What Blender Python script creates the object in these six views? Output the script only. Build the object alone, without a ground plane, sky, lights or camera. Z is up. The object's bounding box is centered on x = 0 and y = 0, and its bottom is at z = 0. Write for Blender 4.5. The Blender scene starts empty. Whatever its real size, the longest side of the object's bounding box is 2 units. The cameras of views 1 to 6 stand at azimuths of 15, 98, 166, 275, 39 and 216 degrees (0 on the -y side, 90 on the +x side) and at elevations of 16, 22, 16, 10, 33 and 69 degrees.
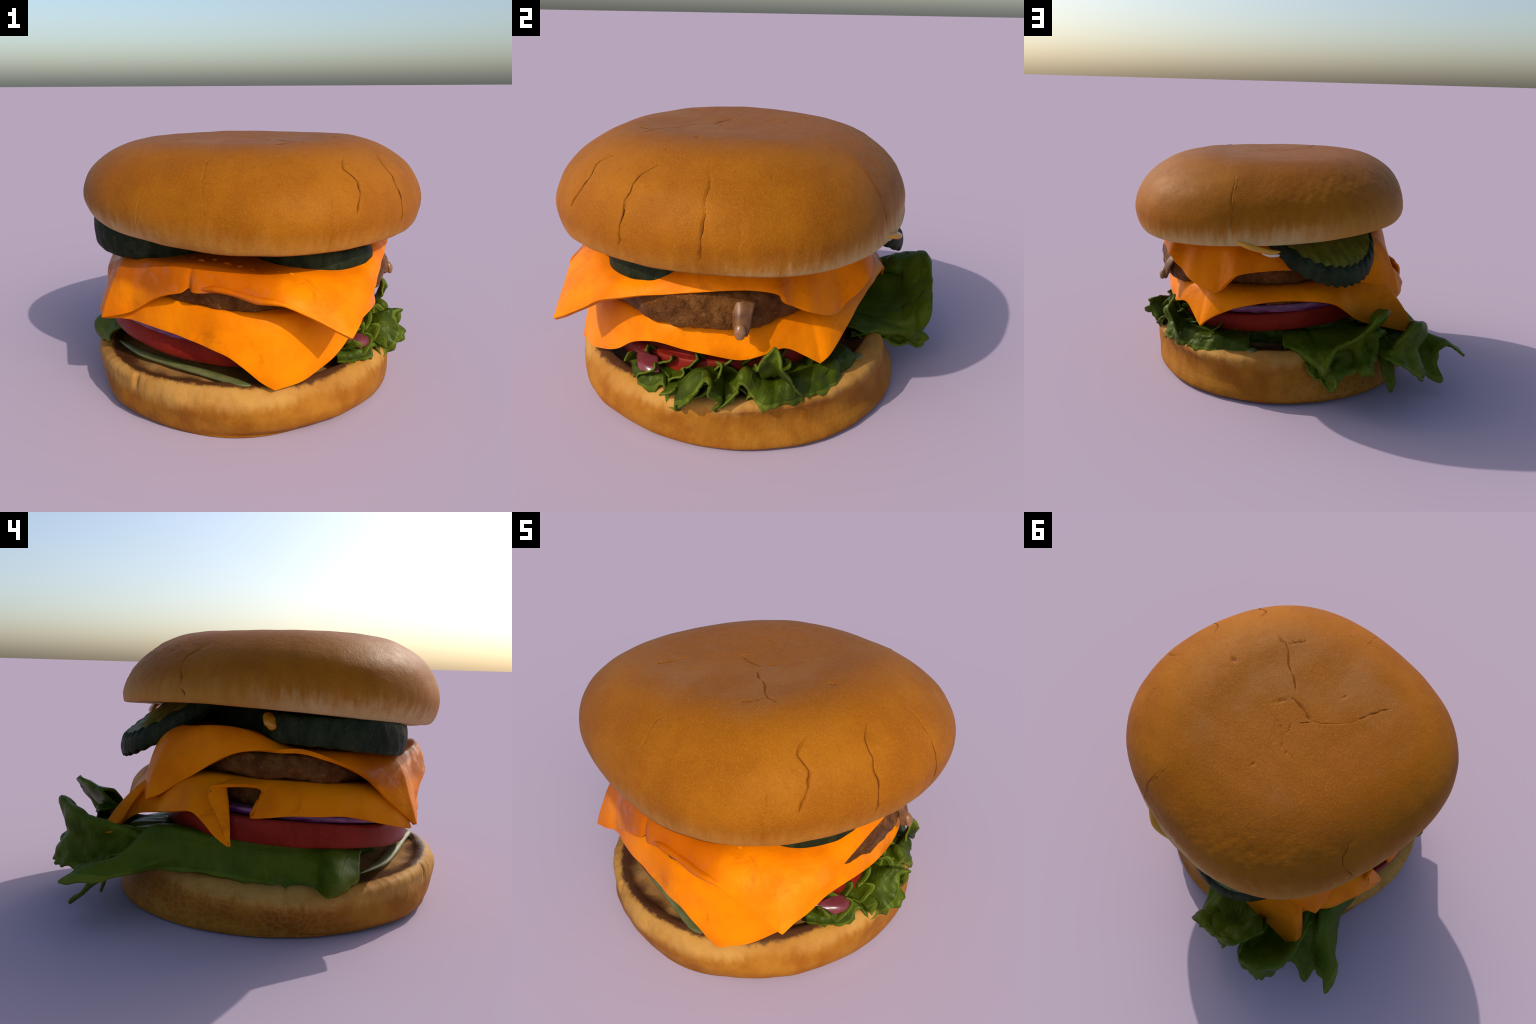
import bpy, math, random
import numpy as np
from mathutils import noise as mn, Vector

random.seed(7)
rng = np.random.default_rng(7)

# ------------------------------------------------------------------ helpers
def fbm(P, scale, octaves=3, seed=0.0):
    """Fractal noise in -1..1 at an array of points."""
    off = Vector((seed * 3.1, seed * 1.7, seed * 2.3))
    flat = np.asarray(P, float).reshape(-1, 3) * scale
    out = np.empty(len(flat))
    for i, p in enumerate(flat):
        out[i] = mn.fractal(Vector(p) + off, 1.0, 2.0, octaves, noise_basis='PERLIN_ORIGINAL')
    return out.reshape(np.shape(P)[:-1])

def wave_noise(P, scale, seed, n=14):
    """Cheap smooth noise: a sum of random plane waves (vectorised)."""
    g = np.random.default_rng(seed)
    out = 0
    for _ in range(n):
        d = g.normal(size=3); d /= np.linalg.norm(d)
        k = scale * g.uniform(.5, 1.6)
        out = out + np.sin((P @ d) * k + g.uniform(0, 6.28))
    return out / math.sqrt(n)

def grid_faces(R, C, wrap):
    i = np.arange(R - 1)[:, None]; j = np.arange(C if wrap else C - 1)[None, :]
    k = (j + 1) % C
    return np.stack([i * C + j, i * C + k, (i + 1) * C + k, (i + 1) * C + j], -1).reshape(-1, 4)

def mesh_from(name, V, F, mats, face_mat=None, parent=None, smooth=True):
    me = bpy.data.meshes.new(name)
    V = np.ascontiguousarray(V, np.float32); F = np.ascontiguousarray(F, np.int32)
    me.vertices.add(len(V)); me.vertices.foreach_set("co", V.ravel())
    me.loops.add(F.size); me.loops.foreach_set("vertex_index", F.ravel())
    me.polygons.add(len(F))
    me.polygons.foreach_set("loop_start", np.arange(0, F.size, 4, dtype=np.int32))
    me.update(calc_edges=True)
    me.validate()
    for m in mats:
        me.materials.append(m)
    if face_mat is not None and len(me.polygons) == len(F):
        me.polygons.foreach_set("material_index", np.asarray(face_mat, np.int32))
    me.polygons.foreach_set("use_smooth", np.full(len(me.polygons), smooth))
    ob = bpy.data.objects.new(name, me)
    bpy.context.scene.collection.objects.link(ob)
    if parent:
        ob.parent = parent
    return ob

def chaikin(P, times):
    """Corner cutting along axis 0, end points kept."""
    for _ in range(times):
        Q = np.empty((2 * (len(P) - 1),) + P.shape[1:])
        Q[0::2] = P[:-1] * .75 + P[1:] * .25
        Q[1::2] = P[:-1] * .25 + P[1:] * .75
        P = np.concatenate([P[:1], Q, P[-1:]])
    return P

def catmull(P, per, closed=False):
    """Catmull-Rom along axis 0."""
    P = np.asarray(P, float)
    n = len(P)
    if closed:
        E = np.concatenate([P[-1:], P, P[:2]]); segs = n
    else:
        E = np.concatenate([2 * P[:1] - P[1:2], P, 2 * P[-1:] - P[-2:-1]]); segs = n - 1
    t = (np.arange(per) / per).reshape((-1,) + (1,) * (P.ndim - 1))
    out = []
    for i in range(segs):
        a, b, c, d = E[i:i + 4]
        out.append(.5 * (2 * b + (c - a) * t + (2 * a - 5 * b + 4 * c - d) * t ** 2 + (3 * b - a - 3 * c + d) * t ** 3))
    out = np.concatenate(out)
    return out if closed else np.concatenate([out, P[-1:]])

def resample(P, n):
    d = np.r_[0, np.cumsum(np.linalg.norm(np.diff(P, axis=0), axis=1))]
    s = np.linspace(0, d[-1], n)
    return np.stack([np.interp(s, d, P[:, k]) for k in range(P.shape[1])], 1)

def grid_normals(P, wrap=True):
    du = (np.roll(P, -1, 1) - np.roll(P, 1, 1)) if wrap else np.gradient(P, axis=1)
    dv = np.gradient(P, axis=0)
    n = np.cross(du, dv)
    l = np.linalg.norm(n, axis=-1, keepdims=True)
    return n / np.maximum(l, 1e-9)

def dist_to_path(V, path):
    """Distance of points V to a polyline, with its running parameter 0..1."""
    best = np.full(len(V), 9.0); par = np.zeros(len(V))
    m = len(path) - 1
    for i in range(m):
        a, b = path[i], path[i + 1]
        ab = b - a
        near = np.where(((V - (a + b) / 2) ** 2).sum(1) < .05 ** 2 + (ab @ ab))[0]
        if not len(near):
            continue
        w = V[near] - a
        t = np.clip(w @ ab / max(ab @ ab, 1e-9), 0, 1)
        d = np.linalg.norm(w - t[:, None] * ab, axis=1)
        k = d < best[near]
        best[near[k]] = d[k]; par[near[k]] = (i + t[k]) / m
    return best, par

# ------------------------------------------------------------------ node kit
class Kit:
    def __init__(self, name):
        self.m = bpy.data.materials.new(name); self.m.use_nodes = True
        self.t = self.m.node_tree; self.t.nodes.clear()
        self.out = self.t.nodes.new("ShaderNodeOutputMaterial")
        self.p = self.t.nodes.new("ShaderNodeBsdfPrincipled")
        self.t.links.new(self.p.outputs[0], self.out.inputs[0])
        self.co = self.t.nodes.new("ShaderNodeTexCoord").outputs["Object"]
    def link(self, a, b):
        if isinstance(a, (int, float, tuple, list)):
            b.default_value = (*a, 1) if isinstance(a, (tuple, list)) and len(a) == 3 and b.type == 'RGBA' else a
        else:
            self.t.links.new(a, b)
    def sep(self):
        if not hasattr(self, "_s"):
            n = self.t.nodes.new("ShaderNodeSeparateXYZ"); self.t.links.new(self.co, n.inputs[0]); self._s = n.outputs
        return self._s
    def mapped(self, scale=(1, 1, 1), loc=(0, 0, 0), rot=(0, 0, 0)):
        n = self.t.nodes.new("ShaderNodeMapping"); self.t.links.new(self.co, n.inputs[0])
        n.inputs["Location"].default_value = loc; n.inputs["Scale"].default_value = scale; n.inputs["Rotation"].default_value = rot
        return n.outputs[0]
    def noise(self, scale, detail=4, rough=.55, vec=None, dist=0.0):
        n = self.t.nodes.new("ShaderNodeTexNoise"); self.t.links.new(vec or self.co, n.inputs["Vector"])
        n.inputs["Scale"].default_value = scale; n.inputs["Detail"].default_value = detail
        n.inputs["Roughness"].default_value = rough; n.inputs["Distortion"].default_value = dist
        return n.outputs[0]
    def voronoi(self, scale, vec=None, feature='F1', out="Distance"):
        n = self.t.nodes.new("ShaderNodeTexVoronoi"); n.feature = feature
        self.t.links.new(vec or self.co, n.inputs["Vector"]); n.inputs["Scale"].default_value = scale
        return n.outputs[out]
    def math(self, op, a, b=0.0, clamp=False):
        n = self.t.nodes.new("ShaderNodeMath"); n.operation = op; n.use_clamp = clamp
        self.link(a, n.inputs[0]); self.link(b, n.inputs[1])
        return n.outputs[0]
    def step(self, x, lo, hi):
        """Smooth 0..1 ramp of x between lo and hi (either order)."""
        n = self.t.nodes.new("ShaderNodeMapRange"); n.interpolation_type = 'SMOOTHSTEP'
        self.link(x, n.inputs[0])
        if lo < hi:
            n.inputs[1].default_value, n.inputs[2].default_value, n.inputs[3].default_value, n.inputs[4].default_value = lo, hi, 0, 1
        else:
            n.inputs[1].default_value, n.inputs[2].default_value, n.inputs[3].default_value, n.inputs[4].default_value = hi, lo, 1, 0
        return n.outputs[0]
    def mix(self, fac, a, b, mode='MIX'):
        n = self.t.nodes.new("ShaderNodeMix"); n.data_type = 'RGBA'; n.blend_type = mode
        self.link(fac, n.inputs[0]); self.link(a, n.inputs[6]); self.link(b, n.inputs[7])
        return n.outputs[2]
    def bump(self, h, strength, dist=.01, prev=None):
        n = self.t.nodes.new("ShaderNodeBump"); n.inputs["Strength"].default_value = strength; n.inputs["Distance"].default_value = dist
        self.link(h, n.inputs["Height"])
        if prev is not None:
            self.t.links.new(prev, n.inputs["Normal"])
        return n.outputs[0]
    def finish(self, color, rough=.5, spec=.5, normal=None, sss=0, coat=0, translucent=None, tint=None, coatmask=None):
        self.link(color, self.p.inputs["Base Color"]); self.link(rough, self.p.inputs["Roughness"])
        self.p.inputs["Specular IOR Level"].default_value = spec
        if tint:
            self.p.inputs["Specular Tint"].default_value = (*tint, 1)
        self.link(coat if coatmask is None else coatmask, self.p.inputs["Coat Weight"]); self.p.inputs["Coat Roughness"].default_value = .15
        if sss:
            self.p.inputs["Subsurface Weight"].default_value = sss
            self.p.inputs["Subsurface Radius"].default_value = (.05, .02, .008)
            self.p.inputs["Subsurface Scale"].default_value = .6
        if normal is not None:
            self.t.links.new(normal, self.p.inputs["Normal"])
        if translucent:
            tr = self.t.nodes.new("ShaderNodeBsdfTranslucent"); mx = self.t.nodes.new("ShaderNodeMixShader")
            self.link(color, tr.inputs[0]); mx.inputs[0].default_value = translucent
            self.t.links.new(self.p.outputs[0], mx.inputs[1]); self.t.links.new(tr.outputs[0], mx.inputs[2])
            self.t.links.new(mx.outputs[0], self.out.inputs[0])
        return self.m

# ------------------------------------------------------------------ materials
def mat_top_bun():
    k = Kit("golden_bun_crust")
    x, y, z = k.sep()
    n1 = k.noise(3.0, 5, .6); n2 = k.noise(22, 4, .6); n3 = k.noise(140, 2, .6)
    base = k.mix(k.step(n1, .35, .68), (.298, .096, .0035), (.240, .070, .0024))
    base = k.mix(k.math('MULTIPLY', k.step(n2, .52, .75), .40), base, (.22, .056, .003))
    # flattened, darker baked crown
    rr = k.math('SQRT', k.math('ADD', k.math('POWER', x, 2.0), k.math('POWER', k.math('ADD', y, .1), 2.0)))
    crown = k.step(k.math('ADD', rr, k.math('MULTIPLY', k.math('SUBTRACT', n1, .5), .5)), .74, .46)
    crown = k.math('MULTIPLY', crown, k.step(z, 1.22, 1.32))
    base = k.mix(k.math('MULTIPLY', crown, .75), base, (.195, .055, .005))
    dusty = k.math('MULTIPLY', crown, k.step(k.noise(2.6, 5, .62, k.mapped(loc=(2.3, .4, 0))), .48, .72))
    base = k.mix(k.math('MULTIPLY', dusty, .35), base, (.25, .115, .045))
    # paler, softer lower lip with streaky edge; lip height follows the tilted bun
    lip = k.math('ADD', z, k.math('ADD', k.math('MULTIPLY', x, .09), k.math('MULTIPLY', y, -.05)))
    streak = k.noise(9, 4, .6, k.mapped(scale=(3, 3, .5)))
    lipn = k.math('ADD', lip, k.math('MULTIPLY', k.math('SUBTRACT', streak, .5), .16))
    pale = k.step(lipn, 1.14, .93)
    base = k.mix(k.math('MULTIPLY', pale, .85), base, (.46, .215, .042))
    # the two whitish, under-baked sides where the bun touched its neighbours
    def side(ax, ay):
        d = k.math('ADD', k.math('MULTIPLY', x, ax), k.math('MULTIPLY', k.math('ADD', y, .1), ay))
        return k.step(d, .52, .84)
    soft = k.math('MAXIMUM', side(.62, .78), side(-.80, -.60))
    white = k.math('MULTIPLY', soft, k.step(lipn, 1.07, .95))
    base = k.mix(k.math('MULTIPLY', white, .9), base, (.54, .36, .16))
    # browned fringe at the cut edge
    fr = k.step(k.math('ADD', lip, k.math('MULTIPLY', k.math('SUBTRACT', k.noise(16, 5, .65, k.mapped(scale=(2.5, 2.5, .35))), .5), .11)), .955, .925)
    backside = k.step(x, .1, -.45)
    base = k.mix(k.math('MULTIPLY', fr, k.math('ADD', k.math('MULTIPLY', backside, .5), .25)), base, (.17, .055, .010))
    # pale specks and dark dots
    sp = k.step(k.voronoi(46), .11, .05)
    base = k.mix(k.math('MULTIPLY', sp, k.math('MULTIPLY', k.step(k.noise(7, 2), .5, .62), .45)), base, (.50, .25, .10))
    dk = k.step(k.voronoi(31, k.mapped(loc=(1.3, .2, .7))), .10, .05)
    base = k.mix(k.math('MULTIPLY', dk, k.math('MULTIPLY', k.step(k.noise(5, 2, .5, k.mapped(loc=(4, 1, 0))), .52, .64), .45)), base, (.20, .045, .008))
    base = k.mix(k.math('MULTIPLY', k.step(n3, .42, .72), .26), base, (.42, .165, .026))
    base = k.mix(k.math('MULTIPLY', k.step(k.noise(85, 3, .7, k.mapped(loc=(.7, .1, .3))), .54, .72), .30), base, (.19, .052, .003))
    # wrinkled skin on the back shoulder
    wr = k.math('MULTIPLY', k.step(k.math('ADD', k.math('MULTIPLY', y, .9), k.math('MULTIPLY', x, -.45)), .15, .75), k.step(lip, .95, 1.2))
    wn = k.noise(42, 6, .68, k.mapped(scale=(1, 1, 2.2)), .9)
    h = k.math('ADD', k.math('MULTIPLY', k.math('MULTIPLY', wn, wr), .5), k.math('ADD', k.math('MULTIPLY', n2, .22), k.math('MULTIPLY', n3, .10)))
    return k.finish(base, k.math('ADD', .42, k.math('MULTIPLY', n2, .25)), .18, k.bump(h, .7, .016), tint=(1, .65, .25))

def mat_crack():
    k = Kit("bun_crack_fill")
    return k.finish(k.mix(k.step(k.noise(14), .4, .65), (.185, .052, .003), (.14, .034, .003)), .8, .1)

def mat_scorch():
    k = Kit("bun_scorch_spot")
    return k.finish(k.mix(k.step(k.noise(40), .35, .65), (.13, .035, .012), (.19, .055, .010)), .7, .15)

def mat_bottom_bun():
    k = Kit("bottom_bun_crumb_and_crust")
    x, y, z = k.sep()
    rr = k.math('SQRT', k.math('ADD', k.math('POWER', k.math('ADD', x, .03), 2.0), k.math('POWER', k.math('ADD', y, .185), 2.0)))
    n1 = k.noise(5, 5, .6); n2 = k.noise(26, 4, .6); n3 = k.noise(120, 2)
    crust = k.mix(k.step(n1, .35, .65), (.34, .132, .014), (.255, .080, .007))
    # mottled, net-like skin round the back
    net = k.step(k.voronoi(24, None, 'DISTANCE_TO_EDGE'), .10, .03)
    back = k.step(k.math('ADD', k.math('MULTIPLY', x, -.8), k.math('MULTIPLY', y, .6)), .1, .6)
    crust = k.mix(k.math('MULTIPLY', k.math('MULTIPLY', net, back), .35), crust, (.40, .21, .06))
    crust = k.mix(k.math('MULTIPLY', k.step(k.voronoi(20, k.mapped(loc=(.5, .1, .9))), .30, .12), .3), crust, (.27, .085, .010))
    # pale torn lip at the cut
    streak = k.noise(7, 5, .65, k.mapped(scale=(3.2, 3.2, .45)))
    zz = k.math('ADD', z, k.math('MULTIPLY', k.math('SUBTRACT', streak, .5), .12))
    lip = k.step(k.math('ADD', zz, k.math('ADD', k.math('MULTIPLY', x, -.02), k.math('MULTIPLY', y, -.035))), .165, .235)
    crust = k.mix(k.math('MULTIPLY', lip, k.math('ADD', .25, k.math('MULTIPLY', k.step(k.noise(3.2, 5, .6, k.mapped(loc=(1.1, .6, 0))), .36, .62), .55))), crust, (.48, .25, .062))
    foot = k.step(k.math('ADD', z, k.math('MULTIPLY', k.math('SUBTRACT', n2, .5), .05)), .045, .01)
    crust = k.mix(k.math('MULTIPLY', foot, .5), crust, (.19, .055, .008))
    # toasted cut face with a darker rim
    backr = k.step(k.math('ADD', k.math('MULTIPLY', x, .47), k.math('MULTIPLY', y, .88)), .1, .6)
    inside = k.step(k.math('SUBTRACT', k.math('ADD', rr, k.math('MULTIPLY', k.math('SUBTRACT', n2, .5), .05)), k.math('MULTIPLY', backr, .05)), .765, .742)
    inside = k.math('MULTIPLY', inside, k.step(z, .19, .205))
    toast = k.mix(k.step(n1, .3, .7), (.33, .165, .050), (.20, .085, .020))
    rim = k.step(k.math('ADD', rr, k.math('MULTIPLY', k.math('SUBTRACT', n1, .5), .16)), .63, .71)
    toast = k.mix(k.math('MULTIPLY', rim, .92), toast, (.055, .016, .007))
    col = k.mix(inside, crust, toast)
    h = k.math('ADD', k.math('MULTIPLY', n2, .6), k.math('ADD', k.math('MULTIPLY', streak, .35), k.math('MULTIPLY', n3, .2)))
    return k.finish(col, k.mix(inside, (.62, .62, .62), (.4, .4, .4)), .15, k.bump(h, .5, .012), tint=(1, .7, .3))

def mat_cheese():
    k = Kit("melted_cheddar")
    n1 = k.noise(4, 4, .55); n2 = k.noise(60, 3, .6)
    col = k.mix(k.step(n1, .35, .68), (.76, .200, .0005), (.62, .140, .0005))
    brown = k.step(k.noise(5.5, 6, .68, k.mapped(loc=(.4, 2.2, .3)), .8), .56, .72)
    col = k.mix(k.math('MULTIPLY', brown, .5), col, (.40, .085, .001))
    bx, by, bz = k.sep()
    corner = k.math('MULTIPLY', k.step(k.math('SUBTRACT', k.math('ADD', by, k.math('MULTIPLY', brown, .10)), k.math('MULTIPLY', bx, .5)), .66, .90), k.step(bz, .62, .50))
    col = k.mix(k.math('MULTIPLY', corner, .75), col, (.30, .085, .002))
    # darker patch, glossy in spots, on the upper slice towards the front
    x, y, z = k.sep()
    front_patch = k.math('MULTIPLY', k.step(k.math('ADD', z, k.math('MULTIPLY', k.math('SUBTRACT', n1, .5), .10)), .66, .72), k.math('MULTIPLY', k.step(x, .45, .20), k.step(k.math('ADD', y, k.math('MULTIPLY', k.math('SUBTRACT', brown, .5), .08)), -.48, -.62)))
    col = k.mix(k.math('MULTIPLY', front_patch, .8), col, (.38, .075, .0008))
    h = k.math('ADD', k.math('MULTIPLY', k.noise(11, 3), .8), k.math('MULTIPLY', n2, .12))
    return k.finish(col, k.math('ADD', .30, k.math('MULTIPLY', n1, .25)), .16, k.bump(h, .5, .014), tint=(1, .6, .2), coatmask=k.math('MULTIPLY', k.math('MULTIPLY', front_patch, k.step(k.noise(16, 3), .50, .62)), .45))

def mat_patty():
    k = Kit("grilled_beef")
    n1 = k.noise(9, 6, .68); n2 = k.noise(38, 5, .7)
    col = k.mix(k.step(n1, .36, .64), (.165, .064, .015), (.078, .023, .004))
    col = k.mix(k.math('MULTIPLY', k.step(n2, .52, .68), .6), col, (.04, .012, .005))
    col = k.mix(k.math('MULTIPLY', k.step(k.voronoi(26), .22, .08), .35), col, (.30, .17, .09))
    return k.finish(col, .42, .2, k.bump(k.math('ADD', n1, k.math('MULTIPLY', n2, .6)), 1.0, .025), tint=(1, .6, .3))

def mat_tomato(flesh=False):
    k = Kit("tomato_flesh" if flesh else "tomato_skin")
    n = k.noise(8, 4)
    if flesh:
        col = k.mix(k.step(n, .35, .65), (.34, .035, .022), (.24, .018, .014))
    else:
        col = k.mix(k.step(n, .35, .68), (.205, .014, .006), (.15, .009, .005))
    col = k.mix(k.math('MULTIPLY', k.step(k.noise(90, 2), .55, .7), .18), col, (.36, .06, .05))
    return k.finish(col, .38, .16, k.bump(n, .2, .01), tint=(1, .45, .35))

def mat_onion(purple=True):
    k = Kit("red_onion_skin" if purple else "onion_flesh")
    n = k.noise(12, 4, .6, k.mapped(scale=(1, 1, 4)))
    if purple:
        col = k.mix(k.step(n, .4, .62), (.085, .008, .060), (.19, .045, .13))
    else:
        col = k.mix(k.step(n, .4, .66), (.30, .13, .14), (.22, .05, .08))
    return k.finish(col, .3, .5, k.bump(n, .2, .01))

def mat_pickle(skin=True):
    k = Kit("pickle_rind" if skin else "pickle_flesh")
    n = k.noise(14, 5, .62, k.mapped(scale=(1, 1, .5))); n2 = k.noise(70, 3)
    if skin:
        col = k.mix(k.step(n, .38, .68), (.009, .014, .005), (.022, .030, .012))
        col = k.mix(k.math('MULTIPLY', k.step(n2, .58, .72), .3), col, (.075, .082, .055))
        return k.finish(col, .5, .08, k.bump(k.math('ADD', n, k.math('MULTIPLY', n2, .3)), .6, .015))
    col = k.mix(k.step(n, .35, .68), (.150, .135, .012), (.095, .090, .008))
    col = k.mix(k.math('MULTIPLY', k.step(k.voronoi(20), .25, .10), .4), col, (.19, .18, .06))
    return k.finish(col, .3, .5, k.bump(n2, .3, .008))

def mat_lettuce(kind):
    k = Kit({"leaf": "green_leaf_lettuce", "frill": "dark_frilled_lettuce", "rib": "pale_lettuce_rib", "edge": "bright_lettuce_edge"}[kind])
    n1 = k.noise(6, 5, .6); n2 = k.noise(34, 4, .6)
    if kind == "rib":
        col = k.mix(k.step(n1, .35, .65), (.155, .145, .048), (.085, .095, .024))
        return k.finish(col, .35, .4, k.bump(n2, .3, .01))
    if kind == "edge":
        col = k.mix(k.step(n1, .34, .66), (.060, .088, .004), (.115, .140, .012))
    elif kind == "leaf":
        col = k.mix(k.step(n1, .32, .68), (.044, .070, .002), (.072, .102, .004))
        col = k.mix(k.math('MULTIPLY', k.step(n2, .55, .72), .35), col, (.028, .048, .002))
    else:
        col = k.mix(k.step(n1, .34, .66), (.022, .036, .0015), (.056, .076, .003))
    vein = k.step(k.voronoi(13, k.mapped(scale=(1, 1, .6)), 'DISTANCE_TO_EDGE'), .035, .006)
    col = k.mix(k.math('MULTIPLY', vein, .12), col, (.15, .19, .035))
    h = k.math('ADD', k.math('MULTIPLY', n1, .8), k.math('ADD', k.math('MULTIPLY', n2, .25), k.math('MULTIPLY', vein, .25)))
    return k.finish(col, k.math('ADD', .32, k.math('MULTIPLY', n2, .2)), .22, k.bump(h, .45, .014), translucent=.12, tint=(.8, 1, .4))

def mat_plain(name, a, b, rough, scale=10, spec=.4, coat=0):
    k = Kit(name)
    n = k.noise(scale, 4)
    return k.finish(k.mix(k.step(n, .35, .66), a, b), rough, spec, k.bump(n, .25, .01), coat=coat)

M = dict(top=mat_top_bun(), crack=mat_crack(), scorch=mat_scorch(), bottom=mat_bottom_bun(), cheese=mat_cheese(), patty=mat_patty(),
         dull=mat_plain('wet_red_onion', (.17, .030, .034), (.10, .014, .018), .25, 9, .5), browned=mat_plain("browned_cheddar", (.42, .115, .001), (.26, .060, .002), .32, 7, .3), tskin=mat_tomato(), tflesh=mat_tomato(True), oskin=mat_onion(), oflesh=mat_onion(False),
         rind=mat_pickle(), pflesh=mat_pickle(False), leaf=mat_lettuce("leaf"), frill=mat_lettuce("frill"), rib=mat_lettuce("rib"), ledge=mat_lettuce("edge"),
         bacon=mat_plain("glazed_bacon", (.20, .088, .024), (.10, .036, .010), .42, 16), fat=mat_plain("bacon_fat", (.27, .135, .055), (.19, .080, .030), .3, 12),
         mustard=mat_plain("yellow_mustard", (.62, .28, .010), (.48, .20, .010), .28, 8), mayo=mat_plain("white_mayonnaise", (.72, .68, .60), (.62, .58, .50), .2, 8))

# ------------------------------------------------------------------ the thing
root = bpy.data.objects.new("cheeseburger", None)
bpy.context.scene.collection.objects.link(root)
root["label"] = "tall double cheeseburger with lettuce, tomato, onion and pickles"
root["category"] = "food"

def harmonics(coef, th):
    out = np.full(len(th), float(coef[0]))
    for i, c in enumerate(coef[1:]):
        h = i // 2 + 1
        out = out + c * (np.cos(h * th) if i % 2 == 0 else np.sin(h * th))
    return out

def bun_surface(radius_rows, height_rows, centre, NT, times):
    """Loft: each control row is a closed curve whose radius and height are a few harmonics of the azimuth."""
    th = np.linspace(0, 2 * np.pi, NT, endpoint=False)
    rows = []
    for cr, cz in zip(radius_rows, height_rows):
        r = harmonics(cr, th); z = harmonics(cz, th)
        rows.append(np.stack([centre[0] + r * np.cos(th), centre[1] + r * np.sin(th), z], 1))
    return chaikin(np.array(rows), times)

# ---- top bun: crown, plateau, shoulder, equator, lip, underside
R_TOP = [(0,), (.30,), (.587, .015, -.017, .015, .015, .005, -.009, -.005, .009), (.814, .032, -.025, .021, .019, .006, -.013, -.010, .019),
         (.892, .045, -.023, .022, .017, .009, -.009, -.011, .025), (.881, .055, -.012, .017, .013, .009, -.006, -.010, .021),
         (.851, .060, .008, .007, .017, -.007, -.011, -.006, .020), (.40,), (0,)]
Z_TOP = [(1.385,), (1.39,), (1.387, .003, -.005, .006, .002), (1.257, .001, -.007, .012, .008), (1.102, -.009, -.001, .015, .008),
         (.999, -.029, .012, .015, -.002), (.958, -.060, .034, .009, -.018), (.995, -.05, .03), (.995,)]

# cracks: (azimuth in degrees, profile position 0..1), width, depth
CRACKS = [
    ([(277, .289), (269, .328), (269, .355), (270, .397), (271, .443)], .007, .006),
    ([(307, .38), (308, .404), (310, .436), (309, .495), (308, .613)], .007, .007),
    ([(327, .31), (320, .352), (320, .383), (321, .401), (320, .443), (318, .481), (317, .54)], .011, .015),
    ([(351, .293), (347, .328), (341, .369), (340, .425), (340, .477), (339, .568), (339, .63)], .010, .011),
    ([(1, .316), (3, .369), (2, .415), (3, .446), (2, .509), (1, .638)], .010, .011),
    ([(11, .422), (11, .467), (11, .505), (11, .599)], .006, .004),
    ([(50, .296), (55, .352), (57, .429), (58, .516), (59, .617)], .006, .006),
    ([(99, .401), (98, .523), (97, .606)], .006, .004),
    ([(157, .330), (153, .341), (150, .355), (146, .394), (147, .436), (150, .523), (151, .60)], .010, .011),
    ([(249, .415), (249, .446), (248, .516), (247, .62)], .007, .006),
    ([(52, .317), (56, .348), (57, .411)], .006, -.005),
    ([(318, .282), (316, .244), (313, .230), (312, .209), (313, .181), (309, .153), (307, .122), (310, .108)], .010, .010),
    ([(313, .230), (308, .237), (297, .247)], .008, .007),
    ([(361, .139), (362, .122), (338, .111), (312, .108), (297, .094), (251, .077), (224, .087), (216, .118), (219, .167)], .011, .013),
    ([(219, .167), (223, .185), (227, .220), (228, .247)], .009, .009),
    ([(85, .084), (101, .111), (121, .125), (130, .143)], .008, .008), ([(222, .086), (222, .060), (222, .035)], .007, .007),
    ([(42, .040), (85, .062), (85, .084)], .007, .007),
    ([(362, .122), (384, .091), (410, .080), (445, .084)], .007, .006),
]
SPOTS = [(349, .237, .015), (84, .174, .008), (248, .167, .008), (343, .30, .005), (300, .33, .004), (20, .36, .005)]

path_v = lambda a: float(a[:, 1].mean())

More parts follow.
